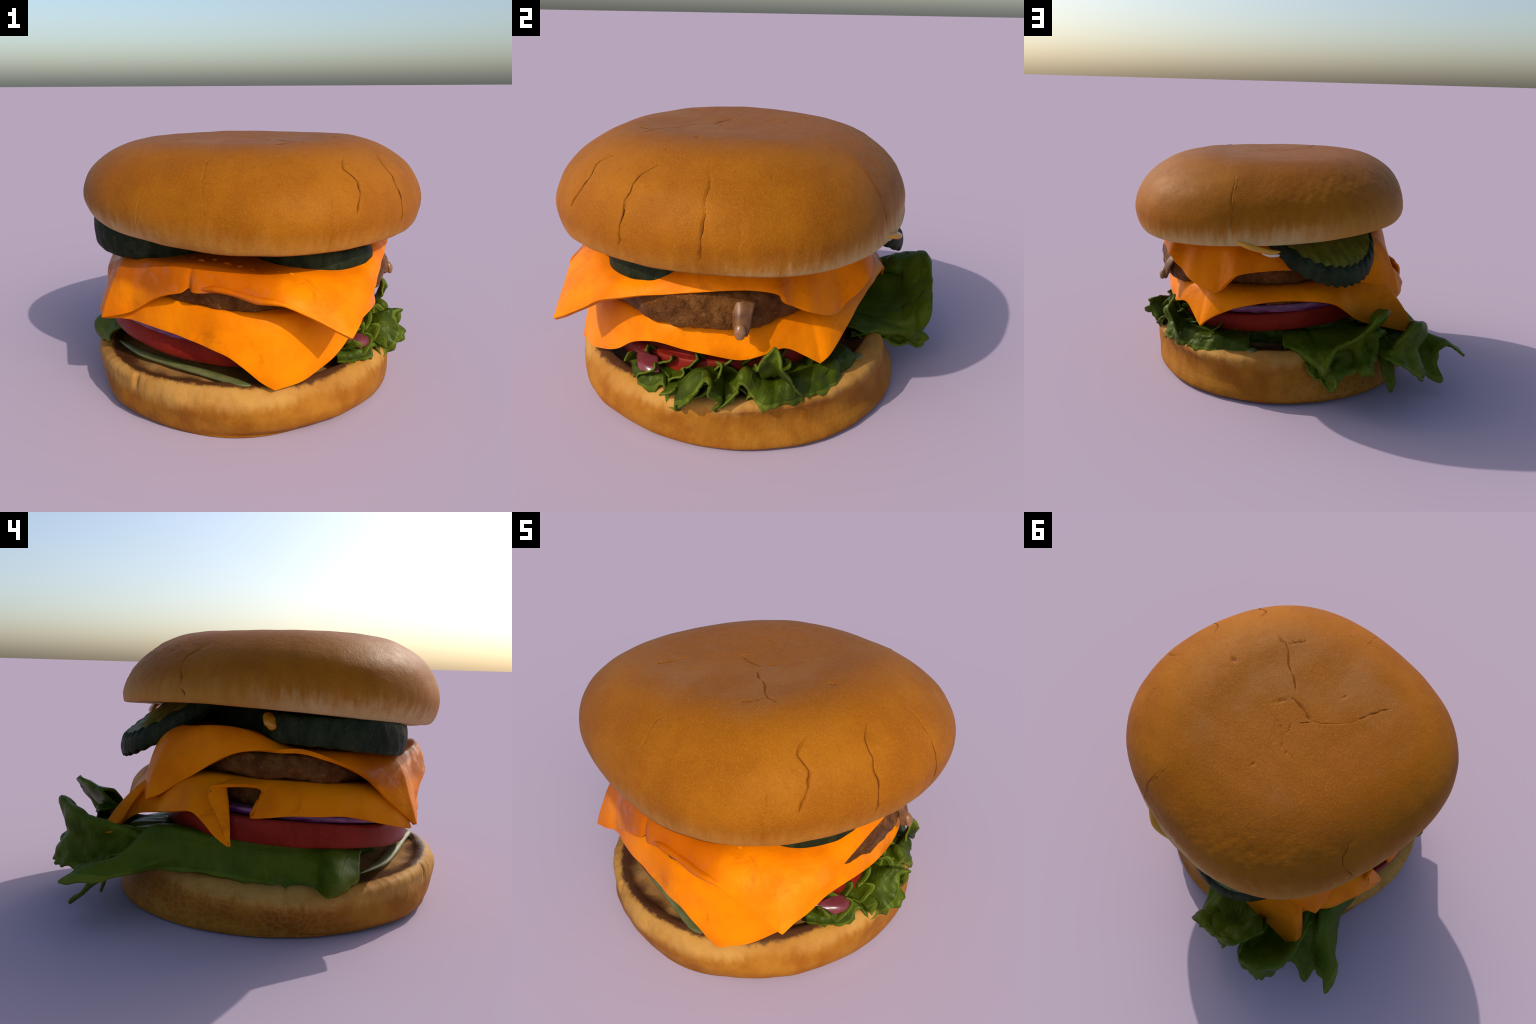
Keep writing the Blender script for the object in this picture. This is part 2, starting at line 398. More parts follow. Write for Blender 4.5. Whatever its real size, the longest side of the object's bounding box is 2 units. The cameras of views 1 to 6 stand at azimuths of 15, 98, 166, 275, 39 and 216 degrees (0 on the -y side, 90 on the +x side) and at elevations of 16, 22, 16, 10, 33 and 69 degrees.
def build_top_bun():
    NT = 1100
    S = bun_surface(R_TOP, Z_TOP, (0, -.1), NT, 5)
    NR = S.shape[0]
    N = grid_normals(S)
    def at(a, v):
        r = min(max(v * (NR - 1), 0), NR - 1.001); c = (a % 360) / 360 * NT
        i, j = int(r), int(c); fr, fc = r - i, c - j; j %= NT; j2 = (j + 1) % NT
        return (S[i, j] * (1 - fc) + S[i, j2] * fc) * (1 - fr) + (S[i + 1, j] * (1 - fc) + S[i + 1, j2] * fc) * fr
    V = S.reshape(-1, 3).copy(); Nf = N.reshape(-1, 3)
    # outward orientation
    if (Nf[(NR // 2) * NT] @ (V[(NR // 2) * NT] - np.array([0, -.1, 1.1]))) < 0:
        Nf = -Nf
    disp = .0035 * wave_noise(V, 7, 3) + .0012 * wave_noise(V, 30, 4)
    # wrinkled skin of the back shoulder
    w = np.clip((.9 * V[:, 1] - .45 * V[:, 0] - .25) / .35, 0, 1) * np.clip((V[:, 2] - 1.02) / .12, 0, 1) * np.clip((1.385 - V[:, 2]) / .06, 0, 1)
    disp += w * .0009 * wave_noise(V * np.array([1, 1, 1.8]), 95, 5, 26)
    slivers = []; g = np.random.default_rng(5)
    for path, width, depth in CRACKS:
        # walk in azimuth / profile space, so that the crack stays on the surface
        a = resample(catmull(np.array([(p[0] / 200.0, p[1]) for p in path], float), 6), 5 * len(path))
        jit = np.array([.35, .30]) * .006
        a[1:-1] += jit * np.convolve(g.normal(size=len(a) - 2), [.25, .5, .25], 'same')[:, None] * np.array([1, .25])
        P = np.array([at(q[0] * 200.0, q[1]) for q in a])
        d, t = dist_to_path(V, P)
        taper = np.clip(np.minimum(t, 1 - t) * 5, .12, 1) * (.75 + .35 * np.sin(t * 23 + width * 900))
        ww = .44 * width * (.40 + .60 * taper)
        prof = np.exp(-(d / ww) ** 2)
        disp -= .62 * depth * taper * prof
        if depth > .0055:
            slivers.append((a, depth, width))
    scorch = np.zeros(len(V))
    for a, v, r in SPOTS:
        c = at(a, v); d = np.linalg.norm(V - c, axis=1)
        scorch = np.maximum(scorch, d < r * (.8 + .3 * np.sin(V[:, 0] * 190 + V[:, 1] * 130)))
        disp -= .006 * np.exp(-(d / r) ** 2)
    V += Nf * disp[:, None]
    F = grid_faces(NR, NT, True)[:, ::-1]
    fm = np.where(scorch[F].mean(1) > .6, 1, 0)
    bun = mesh_from("top_bun", V, F, [M["top"], M["scorch"]], fm, root)
    # dark slivers added to colour the deeper cracks, widest at mid-length
    for a, depth, width in slivers:
        lo, hi = int(len(a) * .16), int(len(a) * .86)
        P = np.array([at(q[0] * 200.0, q[1]) for q in a[lo:hi]])
        C = P - np.array([0, -.1, 1.08]); C[:, 2] *= 2.2; C /= np.linalg.norm(C, axis=1, keepdims=True)
        n = len(P); t = np.linspace(0, 1, n)
        W = (.46 if path_v(a) < .3 else .32) * min(width, depth * .85) * np.sin(np.pi * np.clip(t, .06, .94)) ** .6 * (.75 + .35 * np.sin(t * 19 + width * 900))
        T = np.gradient(P, axis=0); T /= np.linalg.norm(T, axis=1, keepdims=True)
        side = np.cross(T, C); side /= np.linalg.norm(side, axis=1, keepdims=True)
        ang = np.linspace(0, 2 * np.pi, 10, endpoint=False)
        mid = P - C * (.30 * depth)
        G = mid[:, None] + W[:, None, None] * (side[:, None] * np.cos(ang)[None, :, None] + .8 * C[:, None] * np.sin(ang)[None, :, None])
        G = np.concatenate([np.repeat(mid[:1, None], 10, 1), G, np.repeat(mid[-1:, None], 10, 1)])
        mesh_from("bun_crack_fill", G.reshape(-1, 3), grid_faces(len(G), 10, True), [M["crack"]], None, bun)

# ---- bottom bun
R_BOT = [(0,), (.641, -.005, -.07, -.021, -.007, -.011, .013, .006, .009), (.832, -.025, .110, -.006, .006, 0, .016, .001, -.003),
         (.857, -.006, .096, -.030, -.001, .010, -.011, -.013, .006), (.842, -.035, .036, .012, -.006, -.016, .001, .012, -.012),
         (.825, -.026, .046, .010, .014, -.008), (.780, -.026, .046, .010, .016), (.735, -.020, .036, .008, .010), (.700, -.02, .025), (.50,), (0,)]
Z_BOT = [(0,), (0,), (0,), (.039, .015, -.015, 0, .002), (.180, .004, .008, -.008, .0), (.242, .010, .008, -.015), (.266, .010, .008, -.015), (.258, .010, .008, -.015), (.242, .008, .006, -.010), (.243,), (.250,)]

def build_bottom_bun():
    NT = 420
    S = bun_surface(R_BOT, Z_BOT, (0, -.2), NT, 4)
    NR = S.shape[0]
    N = grid_normals(S); V = S.reshape(-1, 3).copy(); Nf = N.reshape(-1, 3)
    mid = int(NR * .4) * NT
    if Nf[mid] @ (V[mid] - np.array([0, -.2, .1])) < 0:
        Nf = -Nf
    # the heel leans: its wall stands out at the back right and draws in at the front right
    a = np.degrees(np.arctan2(V[:, 1] + .2, V[:, 0])); bell = lambda c, w: np.exp(-(((a - c + 180) % 360 - 180) / w) ** 2)
    rr = np.hypot(V[:, 0], V[:, 1] + .2); low, high = np.clip(V[:, 2] / .06, 0, 1), np.clip((V[:, 2] - .10) / .12, 0, 1)
    k = (low * (.008 * bell(62, 36) + .018 * bell(125, 24)) + high * (.050 * bell(52, 38) - .030 * bell(-42, 26))) * np.clip((rr - .45) / .25, 0, 1)
    V[:, 0] += V[:, 0] / np.maximum(rr, .1) * k; V[:, 1] += (V[:, 1] + .2) / np.maximum(rr, .1) * k
    V[:, 2] -= .045 * bell(-35, 40) * np.clip(V[:, 2] / .2, 0, 1) * np.clip((.70 - rr) / .06, 0, 1)
    # torn, pulled crumb at the lip: short vertical flutes; crust lumps below
    th = np.arctan2(V[:, 1] + .2, V[:, 0])
    lip = np.exp(-((V[:, 2] - .225) / .045) ** 2) * np.clip((np.hypot(V[:, 0], V[:, 1] + .2) - .755) / .03, 0, 1)
    flute = sum(math.sqrt(1 / (i + 1)) * np.sin(f * th + p) for i, (f, p) in enumerate([(47, .3), (83, 1.9), (131, 4.0), (29, 2.2)]))
    d = lip * .0011 * flute + .005 * wave_noise(V, 8, 11) + .0022 * wave_noise(V, 34, 12)
    d *= np.clip(V[:, 2] / .03, 0, 1)
    # notches torn in the lip
    for a, depth, w in [(240, .022, .016), (180, .014, .012), (330, .006, .012), (115, .008, .02)]:
        da = np.abs((th - math.radians(a) + np.pi) % (2 * np.pi) - np.pi) * .8
        d -= depth * np.exp(-(da / w) ** 2) * lip
    V += Nf * d[:, None]
    V[:, 2] = np.maximum(V[:, 2], 0)
    mesh_from("bottom_bun", V, grid_faces(NR, NT, True)[:, ::-1], [M["bottom"]], None, root)

# ---- disc-like fillings on tilted planes
def plane(z0, sx, sy, cx=0.0, cy=-.16):
    return lambda x, y: z0 + sx * (x - cx) + sy * (y - cy)

def build_disc(name, centre, radius, bottom, top, mats, wobble=(), rough=0, rough_scale=20, edge=.03, seed=1, NT=220, rim_mat=0, face_mat=0, ridge=None, squash=1.0, dents=()):
    th = np.linspace(0, 2 * np.pi, NT, endpoint=False)
    Rr = radius * (1 + harmonics((0,) + tuple(wobble), th))
    for a, depth, w in dents:
        da = (th - math.radians(a) + np.pi) % (2 * np.pi) - np.pi
        Rr = Rr - depth * np.exp(-(da / math.radians(w)) ** 2)
    # section: bottom centre -> bottom rim -> round -> top rim -> top centre
    prof = [(0, 0), (.3, 0), (.6, 0), (.85, 0), (.95, 0)]
    for a in np.linspace(-90, 90, 13):
        prof.append((1, (a + 90) / 180))
    prof += [(.95, 1), (.85, 1), (.6, 1), (.3, 1), (0, 1)]
    rows = []; side = []
    for f, h in prof:
        ease = edge * (1 - math.sqrt(max(0, 1 - (2 * h - 1) ** 2))) if f == 1 else 0
        r = Rr * f - ease if f == 1 else (Rr - edge) * f
        x = centre[0] + r * np.cos(th); y = centre[1] + r * np.sin(th) * squash
        zb, zt = bottom(x, y), top(x, y)
        rows.append(np.stack([x, y, zb + (zt - zb) * h], 1)); side.append(f == 1)
    S = np.array(rows)
    S = catmull(S, 3); 
    sd = np.repeat(np.array(side), 3)[:len(S)]
    N = grid_normals(S); V = S.reshape(-1, 3).copy(); Nf = N.reshape(-1, 3)
    k = int(len(S) * .5) * NT
    if Nf[k] @ (V[k] - np.array([centre[0], centre[1], V[k, 2]])) < 0:
        Nf = -Nf
    if rough:
        V += Nf * (rough * (wave_noise(V, rough_scale, seed) + .5 * wave_noise(V, rough_scale * 2.6, seed + 1) + .4 * wave_noise(V, rough_scale * 6, seed + 2)))[:, None]
    if ridge:
        ang, freq, amp = ridge
        u = V[:, 0] * math.cos(ang) + V[:, 1] * math.sin(ang)
        up = np.abs(Nf[:, 2])
        V[:, 2] += amp * np.sin(u * freq) * np.clip(up * 2 - .2, .25, 1)
    F = grid_faces(len(S), NT, True)[:, ::-1]
    row = F[:, 0] // NT
    fm = np.where(sd[np.minimum(row, len(sd) - 1)], rim_mat, face_mat)
    return mesh_from(name, V, F, mats, fm, root)

flat_c1 = plane(.820, -.025, .040)
def pl_c1(x, y):
    # underside of the first cheese: swells up towards the bun at the back right
    r = np.hypot(x, np.asarray(y) + .16); a = np.arctan2(np.asarray(y) + .16, x)
    return flat_c1(x, y) - .060 * np.clip((r - .3) / .3, 0, 1) * np.exp(-((a + .42) / .42) ** 2) + .045 * np.clip((r - .3) / .3, 0, 1) ** 1.5 * np.exp(-((a + 1.62) / .36) ** 2) + .095 * np.clip((r - .25) / .3, 0, 1) * np.clip((.80 - r) / .15, 0, 1) * np.exp(-((a - 2.72) / .34) ** 2) + .118 * np.clip((r - .25) / .4, 0, 1) ** 1.3 * np.clip(np.cos((a - math.radians(45)) * .8), 0, 1) ** 1.1
pl_p1b = plane(.650, -.072, .032)     # underside of upper patty
pl_c2 = plane(.645, -.072, .032)
pl_p2b = plane(.500, -.085, .050)
pl_tt = plane(.462, -.100, .050)
pl_tb = plane(.345, -.100, .050)
off = lambda f, d: (lambda x, y: f(x, y) + d)

def build_fillings():
    build_disc("beef_patty", (.002, -.165), .732, off(pl_p1b, 0), off(flat_c1, -.012), [M["patty"]], (.014, .01, .010, -.006, .008, .010), .0095, 17, .05, 21, 260, dents=[(50, .05, 18), (135, .10, 26), (228, .075, 20), (312, .03, 20), (4, -.028, 28)], squash=.965)
    build_disc("beef_patty", (-.012, -.16), .700, off(pl_p2b, .0), off(pl_c2, -.01), [M["patty"]], (-.01, .01, .012, .012, .012, -.01), .0095, 17, .05, 31, 260, dents=[(38, .07, 22), (300, .06, 20), (230, .065, 18), (140, .05, 22)], squash=.97)
    build_disc("tomato_slice", (-.07, -.148), .750, pl_tb, pl_tt, [M["tskin"], M["tflesh"]], (.006, -.008, .010, .008), .002, 8, .018, 41, 220, 0, 1, squash=.895)
    build_disc("onion_slice", (-.085, -.165), .705, off(pl_tt, .004), off(pl_p2b, .012), [M["oskin"], M["oflesh"]], (.01, .0, -.012, .02), .0025, 10, .010, 45, 200, 0, 1, squash=.95)
    # pickles: three thick, crinkle-cut slices, then two added fillers
    build_disc("pickle_filler", (-.425, -.385), .365, plane(.838, -.07, .07, -.425, -.385), plane(.985, -.06, .03, -.425, -.385), [M["rind"], M["pflesh"]], (.01, .012, .01, .012), .004, 12, .022, 51, 200, 0, 1)
    build_disc("pickle_filler", (.395, -.33), .325, plane(.765, -.06, .05, .4, -.33), plane(.90, -.05, .05, .4, -.33), [M["rind"], M["pflesh"]], (.01, -.01, .012, .01), .004, 12, .022, 53, 200, 0, 1)
    build_disc("pickle_filler", (-.095, .395), .365, plane(.940, .20, -.60, -.10, .395), plane(1.045, .20, -.60, -.10, .395), [M["rind"], M["pflesh"]], (.008, .010, -.012, .006), .002, 12, .022, 55, 260, 0, 1, ridge=(.35, 120, .008))
    build_disc("pickle_filler", (-.02, .0), .26, plane(.842, -.05, .05), plane(1.005, -.05, .03), [M["rind"], M["pflesh"]], (.01, .012, -.02, .008), .003, 12, .022, 57, 160, 0, 1)  # unseen filler, stops daylight leaking through under the top bun
    build_disc("pickle_filler", (.26, .10), .30, plane(.85, -.05, .05, .26, .10), plane(1.0, -.05, .03, .26, .10), [M["rind"], M["pflesh"]], (.01, .012, -.02, .008), .003, 12, .022, 58, 160, 0, 1)  # added filler hidden in the stack, keeps the gap dark

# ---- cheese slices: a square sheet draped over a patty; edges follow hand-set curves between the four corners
def build_cheese(edges, top, shoulder, seed, thick=.015):
    ring = np.concatenate([resample(catmull(e, 8), 150)[:-1] for e in edges])
    NC = len(ring)
    c = np.array([0.0, -.16])
    d = ring[:, :2] - c; r = np.linalg.norm(d, axis=1, keepdims=True)
    # shoulder azimuth: the edge's own, smoothed and never running back, so that the sheet does not fold on itself
    az = np.unwrap(np.arctan2(d[:, 1], d[:, 0])); w = 70
    ext = np.r_[az[-w:] - 2 * np.pi, az, az[:w] + 2 * np.pi]; kn = np.hanning(2 * w + 3)[1:-1]; kn /= kn.sum()
    az = np.maximum.accumulate(np.convolve(ext, kn, 'valid'))
    u = np.stack([np.cos(az), np.sin(az)], 1)
    rs = np.minimum(shoulder, r * .93)
    sp = c + u * rs
    S0 = np.column_stack([sp, top(sp[:, 0], sp[:, 1])])
    kern = np.hanning(43)[1:-1]; kern /= kern.sum()
    S0 = np.stack([np.convolve(np.r_[S0[-20:, i], S0[:, i], S0[:20, i]], kern, 'valid') for i in range(3)], 1)
    # control point of the bend: straight out from the shoulder, dropping little
    kx = S0[:, :2] + (ring[:, :2] - S0[:, :2]) * .60
    drop = np.clip(S0[:, 2] - ring[:, 2], 0, 1)
    kz = np.column_stack([kx, S0[:, 2] - np.minimum(.10 * drop + .002, .03)])
    rows = []
    C = np.array([c[0], c[1], top(c[0], c[1])])
    for s in np.linspace(0, 1, 12)[:-1]:
        rows.append(C + (S0 - C) * s)
    for t in np.linspace(0, 1, 22):
        rows.append((1 - t) ** 2 * S0 + 2 * t * (1 - t) * kz + t * t * ring)
    S = np.array(rows)
    N = grid_normals(S)
    N = np.where(N[..., 2:3] < 0, -N, N) if N[6, 0, 2] < 0 else N
    amp = np.linspace(0, 1, len(S))[:, None] ** 1.5
    S += N * (amp * (.007 * wave_noise(S.reshape(-1, 3), 13, seed).reshape(S.shape[:2]) + .0035 * wave_noise(S.reshape(-1, 3), 32, seed + 1).reshape(S.shape[:2])))[..., None]
    F = grid_faces(len(S), NC, True)
    ob = mesh_from("cheese_slice", S.reshape(-1, 3), F, [M["cheese"]], None, root)
    so = ob.modifiers.new("thickness", 'SOLIDIFY'); so.thickness = thick; so.offset = 0.0
    be = ob.modifiers.new("soft edge", 'BEVEL'); be.width = .005; be.segments = 3; be.limit_method = 'ANGLE'; be.angle_limit = math.radians(50)
    return ob

def build_cheeses():
    L1 = (-.605, -.785, .505); F1 = (.679, -.848, .541); Q1 = (.535, .440, .620); B1 = (-.625, .490, .570)
    build_cheese([
        [L1, (-.50, -.80, .535), (-.40, -.81, .575), (-.30, -.845, .645), (-.21, -.88, .69), (-.12, -.897, .716), (-.085, -.880, .738), (-.05, -.905, .722), (.087, -.905, .732), (.206, -.897, .703), (.366, -.90, .692), (.495, -.888, .646), (.597, -.866, .586), F1],
        [F1, (.71, -.775, .587), (.733, -.656, .656), (.757, -.551, .707), (.763, -.40, .742), (.765, -.261, .762), (.772, -.174, .78), (.778, -.03, .805), (.775, .10, .818), (.759, .207, .80), (.738, .235, .76), (.69, .27, .718), (.655, .34, .68), (.60, .39, .645), Q1],
        [Q1, (.50, .465, .635), (.48, .495, .665), (.465, .545, .71), (.417, .587, .765), (.28, .60, .785), (.12, .58, .78), (-.05, .55, .745), (-.22, .53, .69), (-.38, .52, .63), (-.50, .53, .60), B1],
        [B1, (-.628, .42, .60), (-.628, .34, .655), (-.635, .25, .71), (-.65, .16, .765), (-.67, .06, .815), (-.69, -.05, .836), (-.70, -.16, .84), (-.70, -.28, .832), (-.69, -.40, .80), (-.668, -.51, .745), (-.645, -.60, .67), (-.63, -.67, .60), (-.615, -.735, .545), L1],
    ], off(pl_c1, 0), .68, 61, .021)
    L2 = (-.62, -.765, .492); F2 = (.331, -.884, .262); Q2 = (.605, .392, .395); B2 = (-.645, .705, .392)
    build_cheese([
        [L2, (-.48, -.775, .505), (-.355, -.818, .507), (-.19, -.863, .491), (-.048, -.887, .462), (.081, -.905, .428), (.173, -.901, .372), (.262, -.896, .303), F2],
        [F2, (.44, -.79, .275), (.54, -.68, .322), (.603, -.581, .373), (.655, -.49, .445), (.705, -.38, .490), (.725, -.31, .497), (.73, -.22, .48), (.732, -.108, .466), (.725, .037, .445), (.715, .14, .475), (.667, .229, .495), (.632, .313, .449), (.620, .353, .423), Q2],
        [Q2, (.592, .426, .427), (.545, .456, .469), (.486, .486, .506), (.393, .527, .551), (.231, .582, .592), (.10, .62, .605), (-.05, .66, .605), (-.15, .685, .59), (-.22, .69, .545), (-.31, .685, .475), (-.45, .69, .43), (-.57, .70, .40), B2],
        [B2, (-.635, .645, .405), (-.56, .615, .445), (-.54, .555, .475), (-.565, .495, .49), (-.68, .395, .525), (-.73, .32, .545), (-.76, .25, .552), (-.775, .20, .52), (-.80, .13, .455), (-.825, .058, .415), (-.815, .085, .465), (-.795, .125, .55), (-.77, .165, .62),
         (-.75, .15, .665), (-.745, .04, .682), (-.745, -.06, .675), (-.76, -.075, .64), (-.78, -.055, .58), (-.79, -.03, .543), (-.80, -.10, .548), (-.795, -.20, .56), (-.775, -.33, .56), (-.745, -.46, .56), (-.70, -.59, .53), (-.66, -.69, .505), L2],
    ], off(pl_c2, 0), .695, 71)

# ---- lettuce: a leaf is a net of spokes (rim, crest, margin), each running out from under the tomato
def leaf_from_net(name, spokes, mat, root_r=.42, root_z=.36, per_u=7, per_v=7, ruffle=.010, thick=.011, seed=1, centre=(0, -.15), freq=26, recess=.0, edge=None):
    net = []
    c = np.array(centre)
    for sp in spokes:
        sp = np.array(sp, float)
        d = sp[0, :2] - c; l = np.linalg.norm(d)
        r0 = np.append(c + d / l * min(root_r, l * .8), root_z)
        if recess:   # the frill tucks back under its crest before it flares out again
            mid = .55 * sp[-1] + .45 * sp[-2]; mid[:2] -= d / l * recess
            sp = np.vstack([sp[:-1], mid, sp[-1:]])
        net.append(np.vstack([r0, sp]))
    net = np.array(net)                       # spokes x points x 3
    G = catmull(net, per_u)                   # along the leaf margin
    G = catmull(G.transpose(1, 0, 2), per_v)  # root -> margin
    N = grid_normals(G, wrap=False)
    v = np.linspace(0, 1, G.shape[0])[:, None]
    flat = G.reshape(-1, 3)
    rf = wave_noise(flat, freq, seed, 16).reshape(G.shape[:2]); fine = wave_noise(flat, freq * 2.7, seed + 1, 16).reshape(G.shape[:2])
    G = G + N * (ruffle * (v ** 1.6 * rf + .35 * v ** 2 * fine))[..., None]
    # toothed margin
    out = G[-1] - G[-2]; out /= np.maximum(np.linalg.norm(out, axis=1, keepdims=True), 1e-6)
    s = np.arange(G.shape[1])
    tooth = .5 * np.sin(s * .9 + seed) + .5 * np.sin(s * .41 + 2 * seed)
    G[-1] += out * (ruffle * .7 * tooth)[:, None]
    F = grid_faces(G.shape[0], G.shape[1], False)
    fm = (np.arange(len(F)) // (G.shape[1] - 1) >= G.shape[0] - 3).astype(int) if edge else None
    ob = mesh_from(name, G.reshape(-1, 3), F, [mat] + ([edge] if edge else []), fm, root)
    so = ob.modifiers.new("thickness", 'SOLIDIFY'); so.thickness = thick; so.offset = 0
    return ob

def build_lettuce():
    E = M["ledge"]
    # the large leaf, three lobes: (before crest, crest, margin) for each spoke, from the back right round to the left
    leaf_from_net("lettuce_leaf", [
        [(.12, .50, .34), (.14, .58, .33), (.135, .61, .31), (.13, .625, .285)],
        [(.06, .50, .35), (.07, .60, .33), (.065, .66, .30), (.06, .69, .25)],
        [(.02, .50, .35), (.02, .66, .32), (.01, .75, .27), (.0, .79, .21)],
        [(-.02, .50, .35), (-.03, .70, .31), (-.045, .87, .26), (-.055, .935, .175)],
        [(-.05, .52, .34), (-.06, .72, .315), (-.028, .945, .34), (-.09, .945, .22)],
        [(-.09, .53, .345), (-.11, .74, .335), (-.065, .955, .435), (-.16, .895, .24)],
        [(-.14, .54, .35), (-.175, .75, .35), (-.155, .957, .478), (-.22, .90, .25)],
        [(-.20, .55, .355), (-.24, .76, .375), (-.24, .956, .531), (-.275, .98, .275)],
        [(-.25, .56, .36), (-.30, .76, .40), (-.304, .947, .588), (-.33, .88, .32)],
        [(-.30, .56, .37), (-.35, .72, .42), (-.378, .910, .607), (-.37, .84, .42)],
        [(-.34, .55, .38), (-.39, .65, .44), (-.446, .765, .559), (-.40, .79, .42)],
    ], M["leaf"], seed=81, ruffle=.021, per_u=10, per_v=9, freq=36, recess=.10, edge=E)
    leaf_from_net("lettuce_leaf", [
        [(-.37, .54, .42), (-.40, .63, .43), (-.42, .72, .40), (-.37, .85, .34)],
        [(-.40, .55, .42), (-.43, .66, .41), (-.43, .86, .39), (-.385, .945, .325)],
        [(-.44, .56, .42), (-.46, .72, .35), (-.412, .952, .44), (-.45, .975, .30)],
        [(-.47, .56, .42), (-.49, .74, .36), (-.485, .965, .515), (-.52, .985, .26)],
        [(-.50, .55, .42), (-.53, .73, .375), (-.56, .940, .545), (-.583, .992, .214)],
        [(-.53, .52, .41), (-.57, .68, .385), (-.625, .865, .505), (-.61, .925, .205)],
        [(-.55, .47, .41), (-.60, .60, .42), (-.655, .76, .455), (-.635, .83, .198)],
        [(-.56, .44, .40), (-.61, .54, .41), (-.65, .65, .42), (-.64, .74, .20)],
        [(-.56, .41, .39), (-.60, .48, .395), (-.635, .56, .40), (-.635, .63, .27)],
        [(-.56, .38, .38), (-.60, .44, .385), (-.64, .49, .38), (-.64, .54, .30)],
    ], M["leaf"], seed=82, ruffle=.019, per_u=10, per_v=9, freq=36, recess=.045, edge=E)
    leaf_from_net("lettuce_leaf", [
        [(-.50, .46, .36), (-.55, .58, .33), (-.58, .66, .28), (-.63, .80, .20)],
        [(-.54, .44, .37), (-.60, .56, .33), (-.645, .64, .25), (-.70, .765, .14)],
        [(-.57, .41, .38), (-.635, .53, .35), (-.69, .65, .235), (-.816, .813, .085)],
        [(-.59, .39, .39), (-.66, .51, .37), (-.71, .61, .27), (-.815, .72, .20)],
        [(-.595, .40, .44), (-.675, .49, .42), (-.75, .60, .305), (-.862, .725, .275)],
        [(-.615, .36, .445), (-.695, .45, .425), (-.785, .575, .33), (-.952, .80, .245)],
        [(-.635, .31, .445), (-.705, .39, .42), (-.79, .52, .325), (-.942, .67, .245)],
        [(-.65, .25, .44), (-.71, .32, .41), (-.765, .42, .32), (-.86, .565, .255)],
        [(-.66, .17, .43), (-.715, .22, .40), (-.745, .30, .325), (-.765, .42, .262)],
        [(-.67, .05, .425), (-.72, .09, .39), (-.74, .14, .32), (-.755, .20, .258)],
        [(-.68, -.10, .425), (-.73, -.08, .385), (-.75, -.05, .32), (-.77, -.01, .235)],
        [(-.68, -.25, .42), (-.735, -.24, .38), (-.765, -.23, .30), (-.79, -.19, .215)],
        [(-.63, -.34, .40), (-.72, -.34, .39), (-.785, -.33, .32), (-.80, -.32, .205)],
        [(-.62, -.40, .40), (-.74, -.395, .40), (-.855, -.40, .315), (-.82, -.40, .208)],
        [(-.59, -.48, .37), (-.69, -.47, .375), (-.80, -.46, .30), (-.79, -.485, .235)],
        [(-.55, -.53, .36), (-.63, -.53, .34), (-.70, -.525, .30), (-.72, -.53, .255)],
    ], M["leaf"], seed=83, ruffle=.013, per_u=9, per_v=8, edge=E)
    # small leaflet hanging below the big one at the back
    leaf_from_net("lettuce_leaf", [
        [(-.44, .60, .32), (-.43, .70, .24), (-.45, .74, .14)],
        [(-.48, .60, .33), (-.48, .72, .22), (-.495, .765, .035)],
        [(-.52, .58, .32), (-.525, .70, .22), (-.535, .75, .09)],
    ], M["leaf"], edge=E, seed=84, ruffle=.006)
    # frilled leaf along the right-hand rim: outer tier lying over the lip
    leaf_from_net("lettuce_leaf", [
        [(.52, -.50, .32), (.58, -.53, .31), (.60, -.545, .275)],
        [(.58, -.43, .31), (.66, -.46, .30), (.69, -.475, .262)],
        [(.62, -.37, .31), (.70, -.39, .31), (.757, -.392, .250)],
        [(.64, -.32, .32), (.72, -.33, .34), (.77, -.325, .30)],
        [(.66, -.28, .31), (.75, -.27, .30), (.835, -.255, .228)],
        [(.68, -.22, .33), (.79, -.21, .34), (.893, -.205, .275)],
        [(.68, -.17, .35), (.80, -.165, .38), (.908, -.145, .325)],
        [(.68, -.12, .37), (.80, -.11, .43), (.86, -.105, .40)],
        [(.68, -.07, .36), (.80, -.06, .40), (.897, -.042, .402)],
        [(.68, -.04, .33), (.77, -.03, .31), (.83, -.045, .245)],
        [(.68, .02, .35), (.76, .03, .34), (.80, .03, .27)],
        [(.68, .06, .38), (.76, .07, .42), (.785, .06, .36)],
        [(.68, .12, .35), (.76, .13, .33), (.80, .14, .255)],
        [(.66, .18, .33), (.74, .20, .30), (.775, .21, .245)],
        [(.64, .25, .34), (.70, .28, .33), (.72, .31, .25)],
        [(.60, .31, .34), (.65, .36, .32), (.66, .38, .25)],
        [(.54, .36, .33), (.59, .42, .33), (.60, .45, .25)],
        [(.48, .40, .34), (.51, .46, .35), (.525, .50, .245)],
        [(.40, .43, .34), (.43, .51, .33), (.44, .54, .26)],
        [(.31, .46, .34), (.33, .53, .32), (.34, .56, .28)],
    ], M["frill"], edge=E, seed=91, ruffle=.024, freq=38, per_u=9, root_z=.33)
